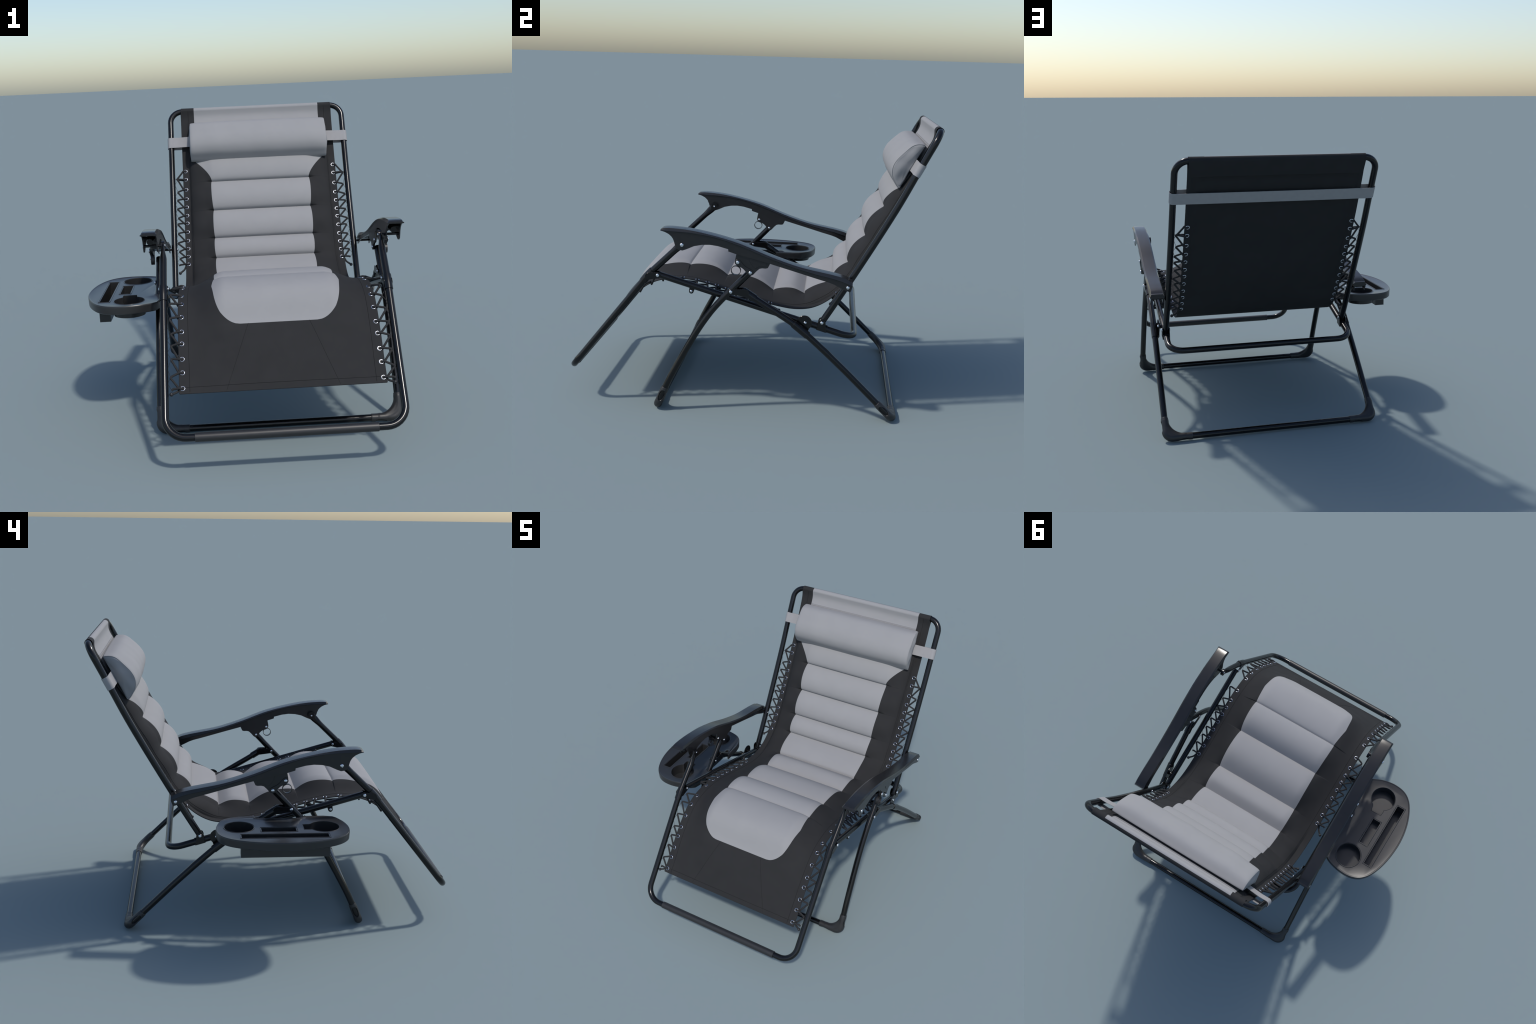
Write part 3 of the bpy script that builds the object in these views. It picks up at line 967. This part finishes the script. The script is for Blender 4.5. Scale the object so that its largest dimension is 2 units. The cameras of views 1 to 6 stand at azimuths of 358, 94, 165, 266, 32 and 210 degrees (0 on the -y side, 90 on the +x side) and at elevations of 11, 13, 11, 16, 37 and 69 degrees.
# strap: a flat band round both rails, in front to the pillow, behind right across
def strap():
    c = V(*catmull(BACK, 60)[np.argmin(abs(catmull(BACK, 60)[:, 1] - 1.366))])
    t = V(.463, .886); t /= np.linalg.norm(t)
    f = V(-t[1], t[0])      # towards the sitter
    r = R + .0016
    prof = []               # (dx, offset along f)
    a0 = np.linspace(math.radians(100), math.radians(-90), 20)
    prof = [(.30, .030), (.40, .026), (.42, .0245), (.46, .0215), (.50, .0185)]
    prof += [(RAIL + r * math.cos(a), r * math.sin(a)) for a in a0]
    back = [(.50, -r - .0015), (.46, -.0195), (.40, -.0205), (.2, -.021), (0, -.0212)]
    right = prof + back
    left = [(-x, o) for x, o in right[-2::-1]]
    path = right + left
    P = np.array(path)
    d = np.gradient(P, axis=0); d /= np.linalg.norm(d, axis=1)[:, None]
    nrm = np.stack([-d[:, 1], d[:, 0]], -1)
    w = .0335; th = .0011
    vs, fs = [], []
    for p, n in zip(P, nrm):
        for ww, tt in ((-w, -th), (w, -th), (w, th), (-w, th)):
            q = p + n * tt
            yz = c + f * q[1] + t * ww
            vs.append((q[0], yz[0], yz[1]))
    m = len(P)
    for i in range(m - 1):
        for k in range(4):
            fs.append((i*4+k, i*4+(k+1) % 4, (i+1)*4+(k+1) % 4, (i+1)*4+k))
    fs += [(0, 1, 2, 3), ((m-1)*4+3, (m-1)*4+2, (m-1)*4+1, (m-1)*4)]
    return recalc(mesh_from("pillow_strap", vs, fs, True, 40))
add("pillow_strap", strap(), M_STRAP)

# ------------------------------------------------------------------ side tray (world x, then shifted by XC)
def tx(x): return x - XC
OUTER = [(-.452, -.322), (-.515, -.350), (-.596, -.364), (-.678, -.350), (-.737, -.303), (-.790, -.195), (-.8155, -.063), (-.811, .071), (-.786, .184),
         (-.746, .268), (-.699, .311), (-.632, .331), (-.539, .323), (-.469, .297), (-.430, .248), (-.414, .19)]
outer = list(map(tuple, catmull(OUTER, 6)))
INNER = [(-.411, .075), (-.423, .078), (-.430, .105), (-.440, .122), (-.449, .118), (-.452, .10), (-.452, -.125), (-.449, -.142), (-.440, -.150), (-.418, -.153), (-.418, -.255), (-.430, -.303)]
loop = outer + INNER
loop = [(tx(x), y) for x, y in loop]
def offset_loop(lp, d):
    P = np.array(lp); n = len(P)
    area = 0.5 * sum(P[i][0]*P[(i+1) % n][1] - P[(i+1) % n][0]*P[i][1] for i in range(n))
    sg = 1 if area > 0 else -1
    out = []
    for i in range(n):
        a, b, c = P[i-1], P[i], P[(i+1) % n]
        e1 = (b-a)/np.linalg.norm(b-a); e2 = (c-b)/np.linalg.norm(c-b)
        m = V(-(e1+e2)[1], (e1+e2)[0]) * sg
        m /= np.linalg.norm(m)
        k = 1 / max(.5, abs(m @ V(-e1[1], e1[0])))
        out.append(tuple(b + m * d * k))
    return out
TOP = .645
def ring_stack(levels):
    """levels: (inset, z); side faces between consecutive loops, end loops filled"""
    vs, fs = [], []
    n = len(loop)
    for d, z in levels:
        vs += [(x, y, z) for x, y in offset_loop(loop, d)]
    for i in range(len(levels) - 1):
        for k in range(n):
            fs.append((i*n+k, i*n+(k+1) % n, (i+1)*n+(k+1) % n, (i+1)*n+k))
    fs.append(tuple(range(n))[::-1]); fs.append(tuple((len(levels)-1)*n+k for k in range(n)))
    return vs, fs
body = ring_stack([(.006, TOP - .043), (.0015, TOP - .039), (0, TOP - .006), (.0008, TOP - .001), (.003, TOP + .0015), (.006, TOP + .0015), (.009, TOP - .0005), (.011, TOP - .001)])
tray = add("side_tray", recalc(join("side_tray", [body], 40)), M_TRAY)

def circ(cx, cy, r, n=40): return [(tx(cx) + r*math.cos(2*math.pi*k/n), cy + r*math.sin(2*math.pi*k/n)) for k in range(n)]
def rect(x0, x1, y0, y1): return [(tx(x0), y0), (tx(x1), y0), (tx(x1), y1), (tx(x0), y1)]
CUP_R = circ(-.575, .210, .0770)
def keyhole():
    """round cup whose rear side runs out into a narrower handle slot"""
    cx, cyy, r = -.580, -.236, .0775
    pts = []
    for a in np.linspace(math.radians(60), math.radians(-240), 44):
        pts.append((cx + r*math.cos(a), cyy + r*math.sin(a)))
    pts += [(-.6225, -.158), (-.6215, -.140), (-.6205, -.127), (-.5495, -.127), (-.548, -.142), (-.546, -.160)]
    return [(tx(x), y) for x, y in pts]
KEY = keyhole()
LONG = rect(-.733, -.684, -.242, .204); SHORT = rect(-.644, -.591, -.084, .096)
def solid(outline, z0, z1):
    v, f = prism(outline, z0, z1, axis='z')
    return recalc(join("part", [(v, f)], 40))
# outer shells of the wells hang below the tray deck
def grow(outline, d):
    P = np.array(outline); c = P.mean(0)
    if len(P) == 4:
        return [tuple(p + np.sign(p - c) * d) for p in P]
    return [tuple(p + (p - c) / np.linalg.norm(p - c) * d) for p in P]
wells = ((CUP_R, .572, .576, "cup_well"), (KEY, .572, .576, "cup_well"), (LONG, .539, .543, "slot_well"), (SHORT, .583, .587, "slot_well"))
def cutter(outline, z0, z1):
    return add("cutter", solid(outline, z0, z1))
boolean(tray, [cutter(o, TOP - .1, TOP + .02) for o, *_ in wells])
tm = tray.data
tm.polygons.foreach_set("use_smooth", [True] * len(tm.polygons)); tm.set_sharp_from_angle(angle=math.radians(38))
def shell(outline, z0, z1, name):
    """open-topped well: outer wall, inner wall, floor"""
    o2 = grow(outline, .004); o1 = grow(outline, -.0005)
    n = len(outline)
    vs = [(x, y, z0) for x, y in o2] + [(x, y, TOP - .003) for x, y in o2] + [(x, y, TOP - .003) for x, y in o1] + [(x, y, z1) for x, y in o1]
    fs = [tuple(range(n))[::-1]]
    for i in range(3):
        fs += [(i*n+k, i*n+(k+1) % n, (i+1)*n+(k+1) % n, (i+1)*n+k) for k in range(n)]
    fs.append(tuple(3*n+k for k in range(n)))
    return add(name, recalc(mesh_from(name, vs, fs, True, 40)), M_TRAY, tray)
for o, a, b, nm in wells:
    shell(o, a, b, nm)
# raised rims round cup and slots
def rim(outline, closed_r=.0022, d=.0045):
    g = grow(outline, d)
    P = [V(x, y, TOP - .0008) for x, y in g]
    P = P + [P[0]]
    if len(outline) == 4:
        P = list(densify(np.array(P), .02))
    add("well_rim", join("well_rim", [sweep(P, closed_r, 8, cap=False)]), M_TRAY, tray)
rim(CUP_R); rim(KEY, .0016, .0018); rim(LONG, .002, .006); rim(SHORT, .002, .006)
# clip collar where the tray grips the legs
lipP = [V(tx(x), y, TOP + .0005) for x, y in INNER[:-2]]
add("clip_lip", join("clip_lip", [sweep(catmull(lipP, 4), .0035, 8)]), M_TRAY, tray)
